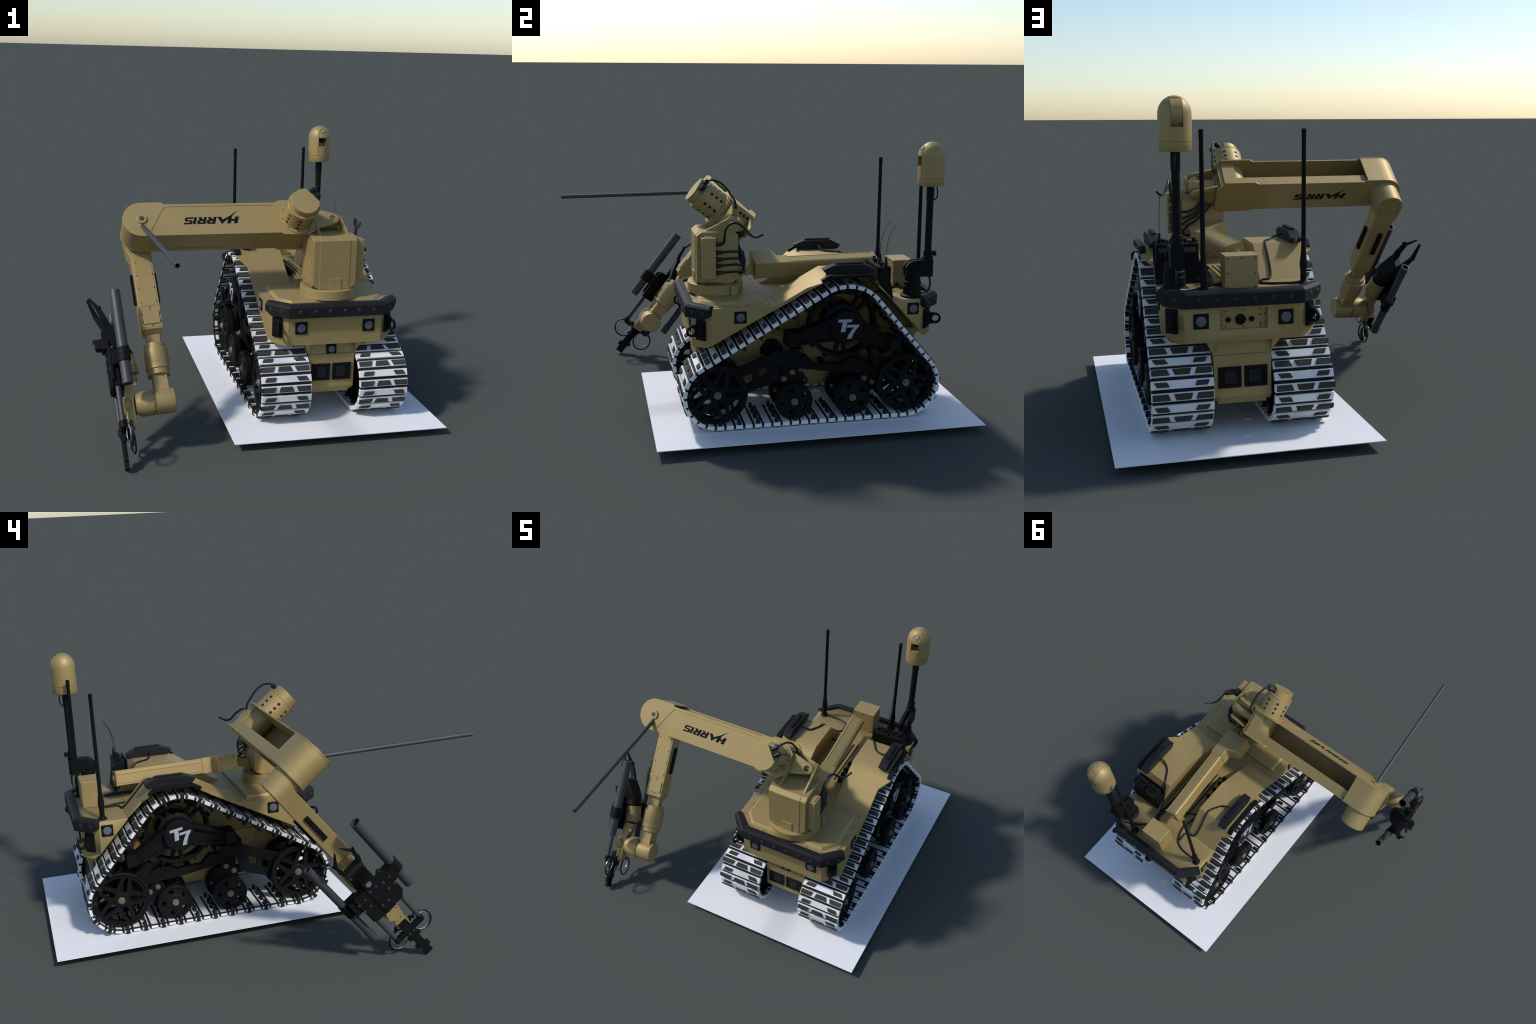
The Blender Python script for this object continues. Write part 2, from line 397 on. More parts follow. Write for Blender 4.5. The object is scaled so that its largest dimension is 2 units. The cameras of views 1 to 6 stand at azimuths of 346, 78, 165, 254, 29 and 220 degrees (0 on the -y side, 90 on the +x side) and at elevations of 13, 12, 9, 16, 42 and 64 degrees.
# =================================================================== tracks
def build_path():
    cs = [(-.2874, .2155, .1475), (.334, .520, .1925), (.6495, .2155, .1480)]   # front wheel, drive sprocket, rear wheel (y, z, inner radius)
    segs = []
    def tangent(a, b):
        """outer tangent for clockwise travel (front up, over the top, rear down)"""
        ay, az, ar = a; by, bz, br = b
        dy, dz = by - ay, bz - az; d = math.hypot(dy, dz); base = math.atan2(dz, dy)
        t = base + pi / 2 - math.asin((br - ar) / d) if False else base + math.acos((ar - br) / d)
        return t
    angs = [tangent(cs[i], cs[(i + 1) % 3]) for i in range(3)]
    for i in range(3):
        y, z, r = cs[i]; a_in, a_out = angs[i - 1], angs[i]
        while a_out > a_in: a_out -= 2 * pi
        segs.append(("arc", y, z, r, a_in, a_out))
        p = (y + r * math.cos(angs[i]), z + r * math.sin(angs[i]))
        y2, z2, r2 = cs[(i + 1) % 3]; q = (y2 + r2 * math.cos(angs[i]), z2 + r2 * math.sin(angs[i]))
        segs.append(("line", *p, *q))
    return segs
PATH = build_path()
THICK = .0195
def seg_len(s):
    return (s[3] + THICK * .35) * (s[4] - s[5]) if s[0] == "arc" else math.hypot(s[3] - s[1], s[4] - s[2])
TOTAL = sum(map(seg_len, PATH))
def at(u):
    """inner track surface: point, travel direction, outward normal in (y, z)"""
    u %= TOTAL
    for s in PATH:
        l = seg_len(s)
        if u <= l + 1e-9:
            if s[0] == "arc":
                a = s[4] + (s[5] - s[4]) * u / l; n = (math.cos(a), math.sin(a))
                return (s[1] + s[3] * n[0], s[2] + s[3] * n[1]), (n[1], -n[0]), n
            k = u / l; d = ((s[3] - s[1]) / l, (s[4] - s[2]) / l)
            return (s[1] + (s[3] - s[1]) * k, s[2] + (s[4] - s[2]) * k), d, (-d[1], d[0])
        u -= l
    return at(0)
N = 2 * round(TOTAL / .0458 / 2); PITCH = TOTAL / N
HW = .12375; LL = .0338
I = lambda x, t, n: Vector((x, t, n))       # shoe frame: x across, t along travel, n outward
def bx(p, *a): return p.box(I, *a)
shoe2 = bx(Part("track_shoe", WHITE), -HW, HW, -LL / 2, LL / 2, 0, THICK)
bevel_shoe = shoe2.mesh()
def beveled(me, w):
    bm = bmesh.new(); bm.from_mesh(me); bmesh.ops.bevel(bm, geom=bm.edges[:], offset=w, segments=1, affect="EDGES"); bm.to_mesh(me); bm.free()
    me.polygons.foreach_set("use_smooth", [False] * len(me.polygons)); return me
beveled(bevel_shoe, .0012)
PH = .0058
def pads(polys, name):
    p = Part(name, PAD, angle=30)
    for q in polys: p.prism(I, q, THICK - .002, THICK + PH)
    return beveled(p.mesh(), .0008)
e = -HW
tri_pad = pads([[(e + .004, -.0125), (e + .0638, -.0125), (e + .0728, .0125), (e + .004, .0125)],
                [(e + .085, -.0125), (e + .160, -.0125), (e + .151, .0125), (e + .094, .0125)],
                [(e + .1815, -.0125), (e + .2435, -.0125), (e + .2435, .0125), (e + .1725, .0125)]], "rubber_pads")
duo_pad = pads([[(e + .0168, -.010), (e + .066, -.010), (e + .075, .010), (e + .0257, .010)],
                [(e + .186, -.010), (e + .236, -.010), (e + .224, .010), (e + .1748, .010)]], "rubber_pads")
def horns(off, capside):
    p = Part("guide_horns", RUBBER)
    for x, w in ((.030, .010), (.094, .017), (.160, .017), (.2355, .010)):
        c = e + x + off
        p.hull([I(c + a * w * k, b * .0092 * (1 if k == 1 else .62), h) for k, h in ((1, .001), (.78, -.0225)) for a in (1, -1) for b in (1, -1)])
    if capside:
        p.hull([I(x, b * .0095, h) for x in (e - .0035, e + .012) for b in (1, -1) for h in (.004, THICK + PH - .0006)])
        p.hull([I(x, b * .0092 * k, h) for x in (e - .0035, e + .014) for b in (1, -1) for k, h in ((1, .005), (.65, -.0225))])
    return p.mesh()
horn_sets = {1: horns(0, False), -1: horns(-.010, True)}
for q in (1, -1):
    tx = XC + q * .24725
    belt = Part("track", RUBBER)
    M = 3 * N
    lo, hi = tx - HW + .004, tx + HW - .004
    rings = []
    for i in range(M):
        (y, z), d, n = at(i * TOTAL / M)
        rings.append([belt.bm.verts.new((x, y + n[0] * h, z + n[1] * h)) for x, h in ((lo, .0015), (hi, .0015), (hi, .0125), (lo, .0125))])
    for i in range(M):
        a, b = rings[i], rings[(i + 1) % M]
        for k in range(4): belt.face([a[k], a[(k + 1) % 4], b[(k + 1) % 4], b[k]])
    if q < 0:      # the band shows as a thin lip along this edge
        lip = []
        for i in range(M):
            (y, z), d, n = at(i * TOTAL / M)
            lip.append([belt.bm.verts.new((x, y + n[0] * h, z + n[1] * h)) for x, h in ((lo - .0065, -.0008), (lo + .002, -.0008), (lo + .002, .0042), (lo - .0065, .0042))])
        for i in range(M):
            a, b = lip[i], lip[(i + 1) % M]
            for k in range(4): belt.face([a[k], a[(k + 1) % 4], b[(k + 1) % 4], b[k]])
    belt = belt.done()
    # phase: one horn link stands at y = -0.0955 on the ground run
    best = min((abs(at(u * TOTAL / 4000)[0][0] + .0955) + (0 if at(u * TOTAL / 4000)[0][1] < .09 else 9), u * TOTAL / 4000) for u in range(4000))[1]
    for i in range(N):
        (y, z), d, n = at(best + i * PITCH)
        X = Vector((1, 0, 0)); T = Vector((0, *d)); Nn = Vector((0, *n))
        if X.cross(T).dot(Nn) < 0: X = -X
        Mx = Matrix((Vector((1, 0, 0)), T, Nn)).transposed().to_4x4(); Mx.translation = (tx, y, z)
        for nm, me in (("track_shoe", bevel_shoe), ("rubber_pads", duo_pad if i % 2 else tri_pad)) + ((("guide_horns", horn_sets[q]),) if i % 2 == 0 else ()):
            o = link_obj(bpy.data.objects.new(nm, me), belt); o.matrix_local = Mx
            if nm == "rubber_pads" and q < 0: o.location.x -= .0025

# =================================================================== running gear
def spoked(name, R, rim, hub, width, wide, n=5):
    """wheel in its own frame: axle along +z, outer face at z = 0"""
    p = Part(name, BLACK, angle=40)
    p.lathe((0, 0, 0), (0, 0, 1), [(-width, R - .004), (-width + .004, R), (-.004, R), (0, R - .004), (-.001, R - rim * .45), (-.006, R - rim * .55), (-.006, R - rim), (-width, R - rim), (-width, R - .004)], 56, cap=False)
    p.lathe((0, 0, 0), (0, 0, 1), [(-width, hub), (-.004, hub), (-.001, hub * .9), (-.001, hub * .55), (-.003, hub * .5), (-.003, 0)], 36, cap=False)
    J = lambda a, r: (r * math.cos(a), r * math.sin(a))
    for k in range(n):
        a = pi / 2 + k * 2 * pi / n
        if wide:
            p.prism(I, [J(a + pi / n - .60, hub * .9)] + [J(a + pi / n + d, R - rim + .003) for d in (-.36, -.2, 0, .2, .36)] + [J(a + pi / n + .60, hub * .9)], -.022, -.0045)
        else:
            for s in (1, -1):
                # ten straight bars that make a five-pointed star
                p.prism(I, [J(a - s * .10, hub * .8), J(a, hub * 1.55), J(a + s * .425, R - rim + .004), J(a + s * .572, R - rim + .004), J(a + s * .37, hub * 1.42), J(a + s * .42, hub * .8)][::s], -.024 + .0007 * s, -.005 + .0004 * s)
    return p.mesh()
big_wheel = spoked("road_wheel", .1455, .027, .042, .042, False)
small_wheel = spoked("road_wheel", .0905, .022, .045, .038, True)

sprocket = Part("drive_sprocket", BLACK, angle=40)
sprocket.lathe((0, 0, 0), (0, 0, 1), [(-.050, .172), (-.004, .172), (0, .168), (0, .156), (-.008, .150), (-.050, .150), (-.050, .172)], 60, cap=False)
sprocket.lathe((0, 0, 0), (0, 0, 1), [(-.06, .098), (-.012, .098), (-.004, .088), (-.004, 0)], 48, cap=False)
for k in range(5):
    a = pi / 2 + .25 + k * 2 * pi / 5
    for s in (1, -1):
        b = a + s * .16
        sprocket.hull([Vector((r * math.cos(b + j * w), r * math.sin(b + j * w), z)) for r, w in ((.09, .11), (.152, .05)) for j in (1, -1) for z in (-.03, -.008)])
for k in range(13):
    b = 2 * pi * (k + .5) / 13
    sprocket.hull([Vector((r * math.cos(b + j * w / r), r * math.sin(b + j * w / r), z)) for r, w in ((.165, .011), (.1895, .004)) for j in (1, -1) for z in (-.012, -.001)])
    sprocket.hull([Vector((r * math.cos(b + j * w / r), r * math.sin(b + j * w / r), z)) for r, w in ((.165, .011), (.1895, .004)) for j in (1, -1) for z in (-.049, -.038)])
sprocket = sprocket.mesh()

for q, F in ((1, S), (-1, SM)):
    out = Vector((q, 0, 0)); FO = lambda x, y, z: F(x, y, z)
    sg_part = Part("suspension", BLACK, bevel=.002)
    sp = sg_part
    # crossarm with the two end blocks
    sp.prism(F, [(.0990, .503), (.0990, .441), (.17, .442), (.27, .452), (.40, .446), (.556, .393), (.556, .452), (.405, .558), (.335, .580), (.265, .560)], .285, .338, "yzx")
    sp.prism(F, [(.042, .441), (.099, .4395), (.100, .5045), (.048, .5025)], .27, .371, "yzx")
    sp.prism(F, [(.5535, .393), (.606, .3885), (.609, .449), (.5565, .4535)], .265, .3685, "yzx")
    sp.prism(F, [(.101, .503), (.101, .493), (.265, .548), (.27, .560)], .33, .358, "yzx")
    sp.prism(F, [(.101, .451), (.101, .441), (.27, .4525), (.265, .464)], .33, .3575, "yzx")
    sp.prism(F, [(.402, .5595), (.402, .547), (.555, .443), (.555, .4535)], .33, .358, "yzx")
    sp.prism(F, [(.402, .458), (.402, .4455), (.555, .393), (.555, .402)], .33, .3575, "yzx")
    # front trailing fork
    sp.prism(F, [(-.27, .295), (-.1771, .3294), (-.0271, .385), (-.0107, .3946), (.0151, .4026), (.034, .394), (.1356, .412), (.1375, .3755), (.0204, .3225), (-.0352, .3276), (-.1521, .2824), (-.27, .238)], .2800, .2966, "yzx")
    sp.prism(F, [(-.26, .195), (-.1427, .2405), (-.0352, .2905), (.018, .302), (.020, .255), (-.0144, .2397), (-.1273, .2014), (-.26, .155)], .2805, .2962, "yzx")
    sp.prism(F, [(-.1090, .25), (-.0785, .265), (-.0785, .32), (-.1090, .31)], .2815, .2935, "yzx")
    sp.prism(F, [(-.0355, .285), (.0190, .295), (.0190, .34), (-.0355, .34)], .2812, .2956, "yzx")
    sp.prism(F, [(-.29, .19), (-.205, .19), (-.205, .285), (-.29, .285)], .2608, .2950, "yzx")
    # rear trailing arm
    sp.prism(F, [(.482, .39), (.522, .375), (.60, .285), (.70, .245), (.70, .19), (.60, .19), (.535, .235), (.475, .345)], .258, .300, "yzx")
    # leaf beam joining the bogies
    sp.prism(F, [(.03, .317), (.09, .350), (.163, .3595), (.212, .310), (.337, .304), (.3755, .3335), (.4395, .3294), (.5154, .280), (.4917, .241), (.4318, .255), (.34, .262), (.2743, .271), (.1288, .2956), (.075, .268), (.03, .28)], .231, .2705, "yzx")
    # bogie brackets
    sp.prism(F, [(.075, .305), (.11, .295), (.145, .26), (.150, .235), (.115, .155), (.06, .14), (.035, .225), (.025, .25), (.05, .28)], .250, .283, "yzx")
    sp.prism(F, [(.43, .25), (.47, .25), (.515, .215), (.52, .19), (.47, .14), (.36, .135), (.35, .16), (.40, .205)], .250, .283, "yzx")
    sp.prism(F, [(.0, .285), (.04, .275), (.065, .25), (.05, .235), (.0, .24), (-.02, .26)], .262, .2845, "yzx")
    # axles into the tub
    for y, z, r in ((-.2874, .2155, .030), (.6495, .2155, .030), (.0866, .1565, .022), (.3775, .1575, .022)):
        sp.cyl(F(.17, y, z), F(.345, y, z), r, n=24)
    sp.cyl(F(.11, .12, .385), F(.28, .12, .385), .025, n=20); sp.cyl(F(.11, .50, .37), F(.28, .50, .37), .025, n=20)
    sp.cyl(F(.11, .0, .32), F(.28, .0, .32), .02, n=20)
    sp.lathe(F(.215, .334, .52), out, [(0, .100), (.035, .100), (.05, .095), (.065, .085), (.075, .079)], 48)
    sp.cyl(F(.11, .27, .285), F(.26, .27, .285), .016, n=20)
    sp = sp.done()
    for y, z in ((.1262, .4005), (.502, .3693)): place("cap_screw", cap_screw, F(.300, y, z), out, sp, 1.25)
    for y, z in ((.0878, .2854), (.0465, .2546), (-.002, .2654), (.4522, .2301), (.4946, .2081)): place("pivot_bolt", big_bolt, F(.287, y, z), out, sp, .85)
    hr = Part("bogie_ring", BLACK, sp); hr.torus(F(.275, .135, .262), (1, 0, 0), .014, .005, 20); hr.torus(F(.275, .150, .235), (1, 0, 0), .014, .005, 20); hr.done()
    # sprocket and wheels
    place("drive_sprocket", sprocket, F(.303, .334, .520), out, ROOT, 1.0, (0, 0, 1))
    for y, z, me, sc in ((-.2874, .2155, big_wheel, 1.15), (.6495, .2155, big_wheel, 1.15), (.0866, .1565, small_wheel, 1.1), (.3775, .1575, small_wheel, 1.1)):
        w = place("road_wheel", me, F(.3475, y, z), out, ROOT, 1.0, (0, 0, 1))
        hb = bpy.data.objects.new("pivot_bolt", big_bolt); link_obj(hb, w); hb.matrix_local = Matrix.Scale(sc, 4)
        place("road_wheel", me, F(.190, y, z), out, ROOT, 1.0, (0, 0, 1))
    # hub cover with its mark
    hc = Part("hub_cover", BLACK, bevel=.002); hc.lathe(F(.30, .335, .5205), out, [(0, .079), (.060, .079), (.0640, .0755), (.0640, 0)], 56, cap=False); hc = hc.done()
    def K(a, b, c):
        r, z = a - .3347, b - .5205
        if q < 0:        # on this side the mark sits turned by 12 degrees
            r, z = r * .9774 - z * .2113, r * .2113 + z * .9774; r = -r
        return F(.364 + c, .3347 + r, .5205 + z)
    mk = Part("hub_lettering", MARK, hc)
    mk.prism(K, [(.2926, .5626), (.3609, .5606), (.3578, .5468), (.3356, .5474), (.3263, .4995), (.3043, .5002), (.3137, .5478), (.2910, .5485)], -.0005, .0008)
    mk.prism(K, [(.3368, .534), (.3974, .532), (.3934, .5218), (.3800, .508), (.3685, .490), (.3572, .4642), (.3357, .4646), (.3440, .484), (.3560, .503), (.3700, .5200), (.3343, .5205)], -.0005, .0008)
    mk.done()

# =================================================================== arm column
ring = Part("turntable", TAN, bevel=.002)
ring.lathe((.3265, -.2455, .634), (0, 0, 1), [(0, .100), (.013, .100), (.013, .1375), (.060, .1375), (.063, .135), (.063, 0)], 72, cap=False)
ring.box(W, .425, .4645, -.188, -.155, .647, .694); ring.done()
col = Part("arm_column", TAN, bevel=.003)
side = [(-.350, .72), (-.350, .938), (-.327, .957), (-.165, .957), (-.146, .938), (-.146, .722), (-.185, .697), (-.35, .697)]
cx = .32535
def colpt(x, k):
    return [W(cx + x, y, z) for y, z in k]
frontlow = [(-.350, .72), (-.350, .938), (-.327, .957), (-.165, .957), (-.146, .938), (-.146, .722)]
col.hull(colpt(-.109, frontlow) + colpt(.109, frontlow) + [W(cx + s * .0795, y, .697) for s in (1, -1) for y in (-.35, -.185)] + [W(cx + s * .109, -.185, .697) for s in (1, -1)])
col = col.done()
# front cover plate and hatch
cv = Part("front_cover", TAN, col, bevel=.0015)
cv.hull([W(x, y, z) for x in (cx - .077, cx + .0745) for y, z in ((-.3525, .6985), (-.3525, .938), (-.3285, .9585), (-.345, .6985), (-.32, .95))])
cv.box(W, .300, .3585, -.3565, -.351, .6975, .752); cv.done()
# side plate with its screws, and the left-hand one
for s, ym in ((1, -.146), (-1, -.146)):
    pl = Part("side_plate", TAN, col, bevel=.0012)
    pl.prism(W, [(-.338, .71), (-.338, .93), (-.318, .948), (-.17, .948), (-.155, .934), (-.155, .726), (-.188, .708)], cx + s * .108, cx + s * .1115, "yzx"); pl = pl.done()
    for y, z in [(-.327, .728 + i * .051) for i in range(5)] + [(-.315, .940), (-.285, .941), (-.25, .941), (-.18, .94), (-.164, .90), (-.164, .80), (-.168, .735), (-.21, .718), (-.30, .718)]:
        bolt(W(cx + s * .1115, y, z), (s, 0, 0), pl, .85)
    bx2 = Part("shoulder_cheek", TAN, bevel=.0015)
    xa = .395 if s > 0 else .256
    bx2.prism(W, [(-.3123, .955)] + round_poly(-.166, .998, .0265, pi * .62, 0, 10) + [(-.1395, .955), (-.165, .940), (-.30, .940)], xa, xa + .0115, "yzx")
    bx2 = bx2.done()
    bs = Part("pivot_boss", TAN, bx2, bevel=.001); bs.cyl(W(xa - .002 if s < 0 else xa, -.166, .998), W(xa + .0145, -.166, .998), .014, n=28); bs.done()
sh = Part("shoulder_shaft", TAN); sh.cyl(W(.262, -.166, .998), W(.400, -.166, .998), .012, n=28); sh.done()
jb = Part("junction_box", TAN, bevel=.003)
jb.box(W, .4355, .4795, -.330, -.2625, .735, .935); jb.box(W, .4355, .470, -.318, -.275, .933, .939); jb = jb.done()
for z in [.728 + i * .0505 for i in range(5)]: bolt(W(cx + .1115, -.3405, z + .01), (1, 0, 0), jb, .85)
hz = [.9013, .860, .826, .795, .760]
for i, z in enumerate(hz):
    k = Part("cable_plug", CABLE, jb)
    k.lathe((.459, -.2635, z), (0, 1, 0), [(0, .0125), (.012, .0125), (.013, .0095), (.03, .009), (.034, .006)], 18); k.done()
hs = Part("hose_bundle", CABLE)
hs.tube([(.459, -.235, .9013), (.462, -.222, .909), (.468, -.218, .935), (.472, -.214, .975), (.478, -.19, 1.003), (.485, -.16, 1.006), (.495, -.128, .985), (.512, -.102, .953), (.533, -.078, .945), (.5553, -.048, .9614)], .0062)
for i, z in enumerate(hz[1:]):
    o = i * .006
    hs.tube([(.459, -.235, z), (.458, -.18, z + .003), (.452, -.138 + o * .5, z), (.432, -.122 + o * .4, z - .002), (.395, -.126, z - .004 + i * .012), (.352, -.132, z + .02 + i * .012), (.326 - i * .012, -.13, z + .06 + i * .02), (.312 - i * .014, -.125, .945), (.305 - i * .013, -.13, .975)], .0055)
hs.tube([(.44, -.128, .86), (.447, -.118, .82), (.438, -.122, .77), (.41, -.128, .742), (.385, -.135, .74)], .0055)
hs.done()

# =================================================================== linear actuator behind the column
ro = math.radians(14.5); p0, p1 = Vector((.3413, .12, .7530)), Vector((.312, .588, .7520))
ya = (p1 - p0).normalized(); xa = Vector((math.cos(ro), 0, -math.sin(ro))); xa = (xa - ya * xa.dot(ya)).normalized(); za = xa.cross(ya)
Q = lambda a, b, c: p0 + xa * a + ya * b + za * c
LA = (p1 - p0).length
ac = Part("actuator_tube", TAN, bevel=.002)
h = .0375
ac.prism(Q, [(-h, -h), (h, -h), (h, h - .006), (h - .005, h), (-h + .005, h), (-h, h - .006)], -.01, LA - .008, "xzy")
ac.box(Q, -h - .003, h + .003, LA - .008, LA, -h - .003, h + .003)
for u0, u1 in ((-h + .005, -.0265), (-.0238, .0238), (.0265, h - .005)): ac.box(Q, u0, u1, 0, LA - .01, h - .001, h + .0025)
for v in (-.024, .022):
    ac.box(Q, -h - .0022, -h + .001, 0, LA - .01, v - .004, v + .004); ac.box(Q, h - .001, h + .0022, 0, LA - .01, v - .004, v + .004)
ac.lathe(Q(0, LA, 0), ya, [(0, .026), (.004, .026), (.005, .018), (.010, .016), (.010, 0)], 28, cap=False)
ac = ac.done()
hd = Part("actuator_head", TAN, ac, bevel=.003)
hd.prism(Q, [(-.113, -.172), (.041, -.172), (.041, .004), (-.042, .004), (-.042, -.047), (-.113, -.064)], -.041, .0425)
hd.box(Q, -.045, .043, -.179, -.171, -.045, .0455)
hd = hd.done()
for u in (-.098, -.055):
    for v in (-.03, .03): pass
for b in (-.155, -.08):
    for v in (-.028, .028): bolt(Q(-.113, b, v), -xa, hd, .9)
cl = Part("actuator_clevis", TAN, bevel=.0015)
cl.prism(W, [(-.150, .690), (-.150, .770), (-.12, .768)] + round_poly(-.102, .745, .022, pi / 2 + .3, -pi / 2 - .3, 12) + [(-.12, .715)], .376, .3865, "yzx")
cl.prism(W, [(-.150, .690), (-.150, .770), (-.12, .768)] + round_poly(-.102, .745, .022, pi / 2 + .3, -pi / 2 - .3, 12) + [(-.12, .715)], .330, .3405, "yzx")
cl.prism(W, [(-.060, .770), (-.060, .722)] + round_poly(-.102, .745, .021, -pi / 2, -pi * 1.5, 10), .3465, .3705, "yzx")
cl.cyl(W(.326, -.102, .745), W(.3900, -.102, .745), .0115, n=24); cl.done()

# =================================================================== upper arm
arm = Part("upper_arm", TAN, bevel=.002)
def arm_outline(g=0):
    return ([(.222, .5760), (.270, .606), (.267, .7195), (.228, .7660), (.083, .7665), (.066, .7545), (-.478, .7545), (-.490, .7655), (-.575, .7655)]
            + round_poly(-.589, .677, .0885, pi / 2, pi * 1.5, 18)[1:] + [(.080, .5885), (.093, .5790)])
front_panel = [(.0594, .7405), (-.474, .7405), (-.482, .733), (-.547, .617), (-.543, .611), (-.012, .611), (-.004, .616)]
arm.prism(A, arm_outline(), .8005, .8052, "xzy"); arm.plate(A, arm_outline(), front_panel, .8050, .8075, "xzy")
arm.prism(A, arm_outline(), .6388, .6475, "xzy"); arm.plate(A, arm_outline(), front_panel, .6390, .6376, "xzy")
arc_o = round_poly(-.589, .677, .0872, pi / 2, pi * 1.5, 22)[1:]
arm.prism(A, [(-.4915, .7645), (-.575, .7645)] + arc_o + [(-.545, .590), (-.545, .600)] + [(x, w) for x, w in round_poly(-.589, .677, .079, pi * 1.5, pi / 2, 18)] + [(-.4915, .7560)], .6470, .8010, "xzy")
arm.box(A, -.5455, .2600, .6470, .801, .5938, .6010)                     # floor of the open bay
arm.plate(A, [(-.5720, .6471), (.218, .6471), (.218, .8009), (-.5720, .8009)], [(-.560, .657), (-.022, .657), (-.022, .792), (-.560, .792)], .5940, .5895, "xyz")
arm.box(A, -.4925, .168, .6471, .697, .7385, .7475)                     # flange over the upper bay
arm.box(A, .1665, .2285, .647, .801, .7370, .7475)
arm.box(A, .215, .2485, .6472, .8008, .5985, .738)
arm.hull([A(x, f, w) for f in (.6472, .8008) for x, w in ((.2484, .604), (.2600, .606), (.2484, .700), (.2600, .700))])
for f in (.647, .7905): arm.hull([A(x, f + d, w) for d in (.0002, .0105) for x, w in ((.2484, .699), (.2600, .699), (.2600, .722), (.2484, .736))])
arm.cyl(A(.174, .648, .671), A(.174, .800, .671), .0665, n=48)
arm = arm.done()
iv = Part("arm_cavity", DARK, arm)
for i in range(3): iv.cyl(A(.2480, .675 + i * .022, .722), A(.2496, .675 + i * .022, .722), .008, n=16)
iv.done()
pin = Part("elbow_pin", TAN, arm, bevel=.0015); pin.lathe(A(-.589, .807, .677), _n, [(0, .0255), (.007, .0255), (.0085, .024), (.0085, 0)], 36, cap=False); pin = pin.done()
pc = Part("pin_end", GREY, pin); pc.cyl(A(-.589, .812, .677), A(-.589, .8168, .677), .0118, n=28); pc.done()
# drum on the shoulder end
dr = Part("drive_drum", TAN, arm, bevel=.0012)
dr.lathe(A(.174, .806, .671), _n, [(0, .0905), (.0068, .0905), (.0075, .0895), (.0075, .0772), (.116, .0772), (.118, .079), (.123, .079), (.1245, .0775), (.1245, .055)], 64)
flat0, flat1 = math.atan2(.0666, .0103), math.atan2(-.004, .0666)
dr.prism(A, [(.174 + .0668 * math.cos(a), .671 + .0668 * math.sin(a)) for a in [flat0 + (2 * pi - (flat0 - flat1)) * i / 44 for i in range(45)]], .925, .9685, "xzy")
dr = dr.done()
for k in range(10):
    a = k * 2 * pi / 10 + .15
    bolt(A(.174 + .084 * math.cos(a), .8128, .671 + .084 * math.sin(a)), _n, dr)
    bolt(A(.174 + .0725 * math.cos(a + .2), .930, .671 + .0725 * math.sin(a + .2)), _n, dr, .8)
vh = Part("dark_vent_disc", DARK).lathe((0, 0, -.003), (0, 0, 1), [(0, .0078), (.0036, .0078)], 18).mesh()  # thin dark disc standing just proud of the drum, not a cut opening
for k in range(8):
    a = k * 2 * pi / 8 - .28
    for f in (.832, .862, .892):
        u = _x * math.cos(a) + _w * math.sin(a)
        place("dark_vent_disc", vh, A(.174, f, .671) + u * .0768, u, dr)
for x, w in ((.208, .727), (.229, .697)):
    k = Part("drum_plug", CABLE, dr); u = (_x * .78 + _w * .62)
    k.lathe(A(x, .948, w) - u * .004, u, [(0, .011), (.016, .011), (.018, .013), (.03, .013), (.033, .010)], 18); k.done()
dc = Part("drum_cable", CABLE, arm)
dc.tube([A(.226, .948, .742), A(.24, .944, .757), A(.252, .915, .775), A(.262, .87, .778), A(.268, .82, .765), A(.272, .785, .752), A(.268, .765, .735), A(.255, .755, .728)], .0055)
dc.done()
# lug plates reaching to the shoulder cheeks
lg = Part("shoulder_lug", TAN, bevel=.002)
for f in (.776, .655):
    lg.prism(A, [(.258, .612), (.258, .730)] + round_poly(.362, .671, .030, pi / 2 - .35, -pi / 2 + .35, 12), f, f + .012, "xzy")
lg.cyl(A(.262, .7225, .671), A(.395, .7225, .671), .030, n=32)
lg = lg.done()
for f in (.786, .653): pass
k = Part("lug_cutter", TAN); k.cyl(A(.3568, .772, .671), A(.3568, .80, .671), .0165, n=28); cut(lg, k)
# probe barrel
pb = Part("probe_barrel", GREY, arm); b0, b1 = Vector((-.5858, -.215, 1.0035)), Vector((-.5372, -.9985, 1.0035))
pb.lathe(b0, b1 - b0, [(0, 0), (0, .0107), ((b1 - b0).length, .0107), ((b1 - b0).length, .0085), ((b1 - b0).length - .05, .0085), ((b1 - b0).length - .05, 0)], 24, cap=False); pb.done()

# lettering: heavy slanted capitals, standing on their heads
def bar(x0, x1, y0, y1): return [(x0, y0), (x1, y0), (x1, y1), (x0, y1)]
GL = {"I": [bar(0, 1, 0, 1)],
      "H": [bar(0, .35, 0, 1), bar(.66, 1, 0, 1), bar(.34, .67, .36, .64)],
      "R": [bar(0, .33, 0, 1), bar(.32, .78, .78, 1), bar(.32, .78, .34, .58), [(.76, 1), (.93, .96), (1, .84), (1, .54), (.93, .42), (.76, .34), (.66, .56), (.69, .62), (.69, .74), (.66, .80)], [(.38, .40), (.76, .40), (1, 0), (.64, 0)]],
      "S": [[(.18, 1), (1, 1), (1, .80), (.30, .80)], [(.20, 1), (.04, .95), (0, .84), (0, .62), (.05, .50), (.18, .42), (.34, .60), (.29, .64), (.29, .76), (.34, .81)],
            [(.16, .42), (.30, .60), (.82, .58), (.68, .40)], [(.80, .58), (.95, .51), (1, .38), (1, .16), (.96, .05), (.80, 0), (.66, .19), (.71, .24), (.71, .36), (.66, .41)], [(0, .20), (.70, .20), (.82, 0), (0, 0)]]}
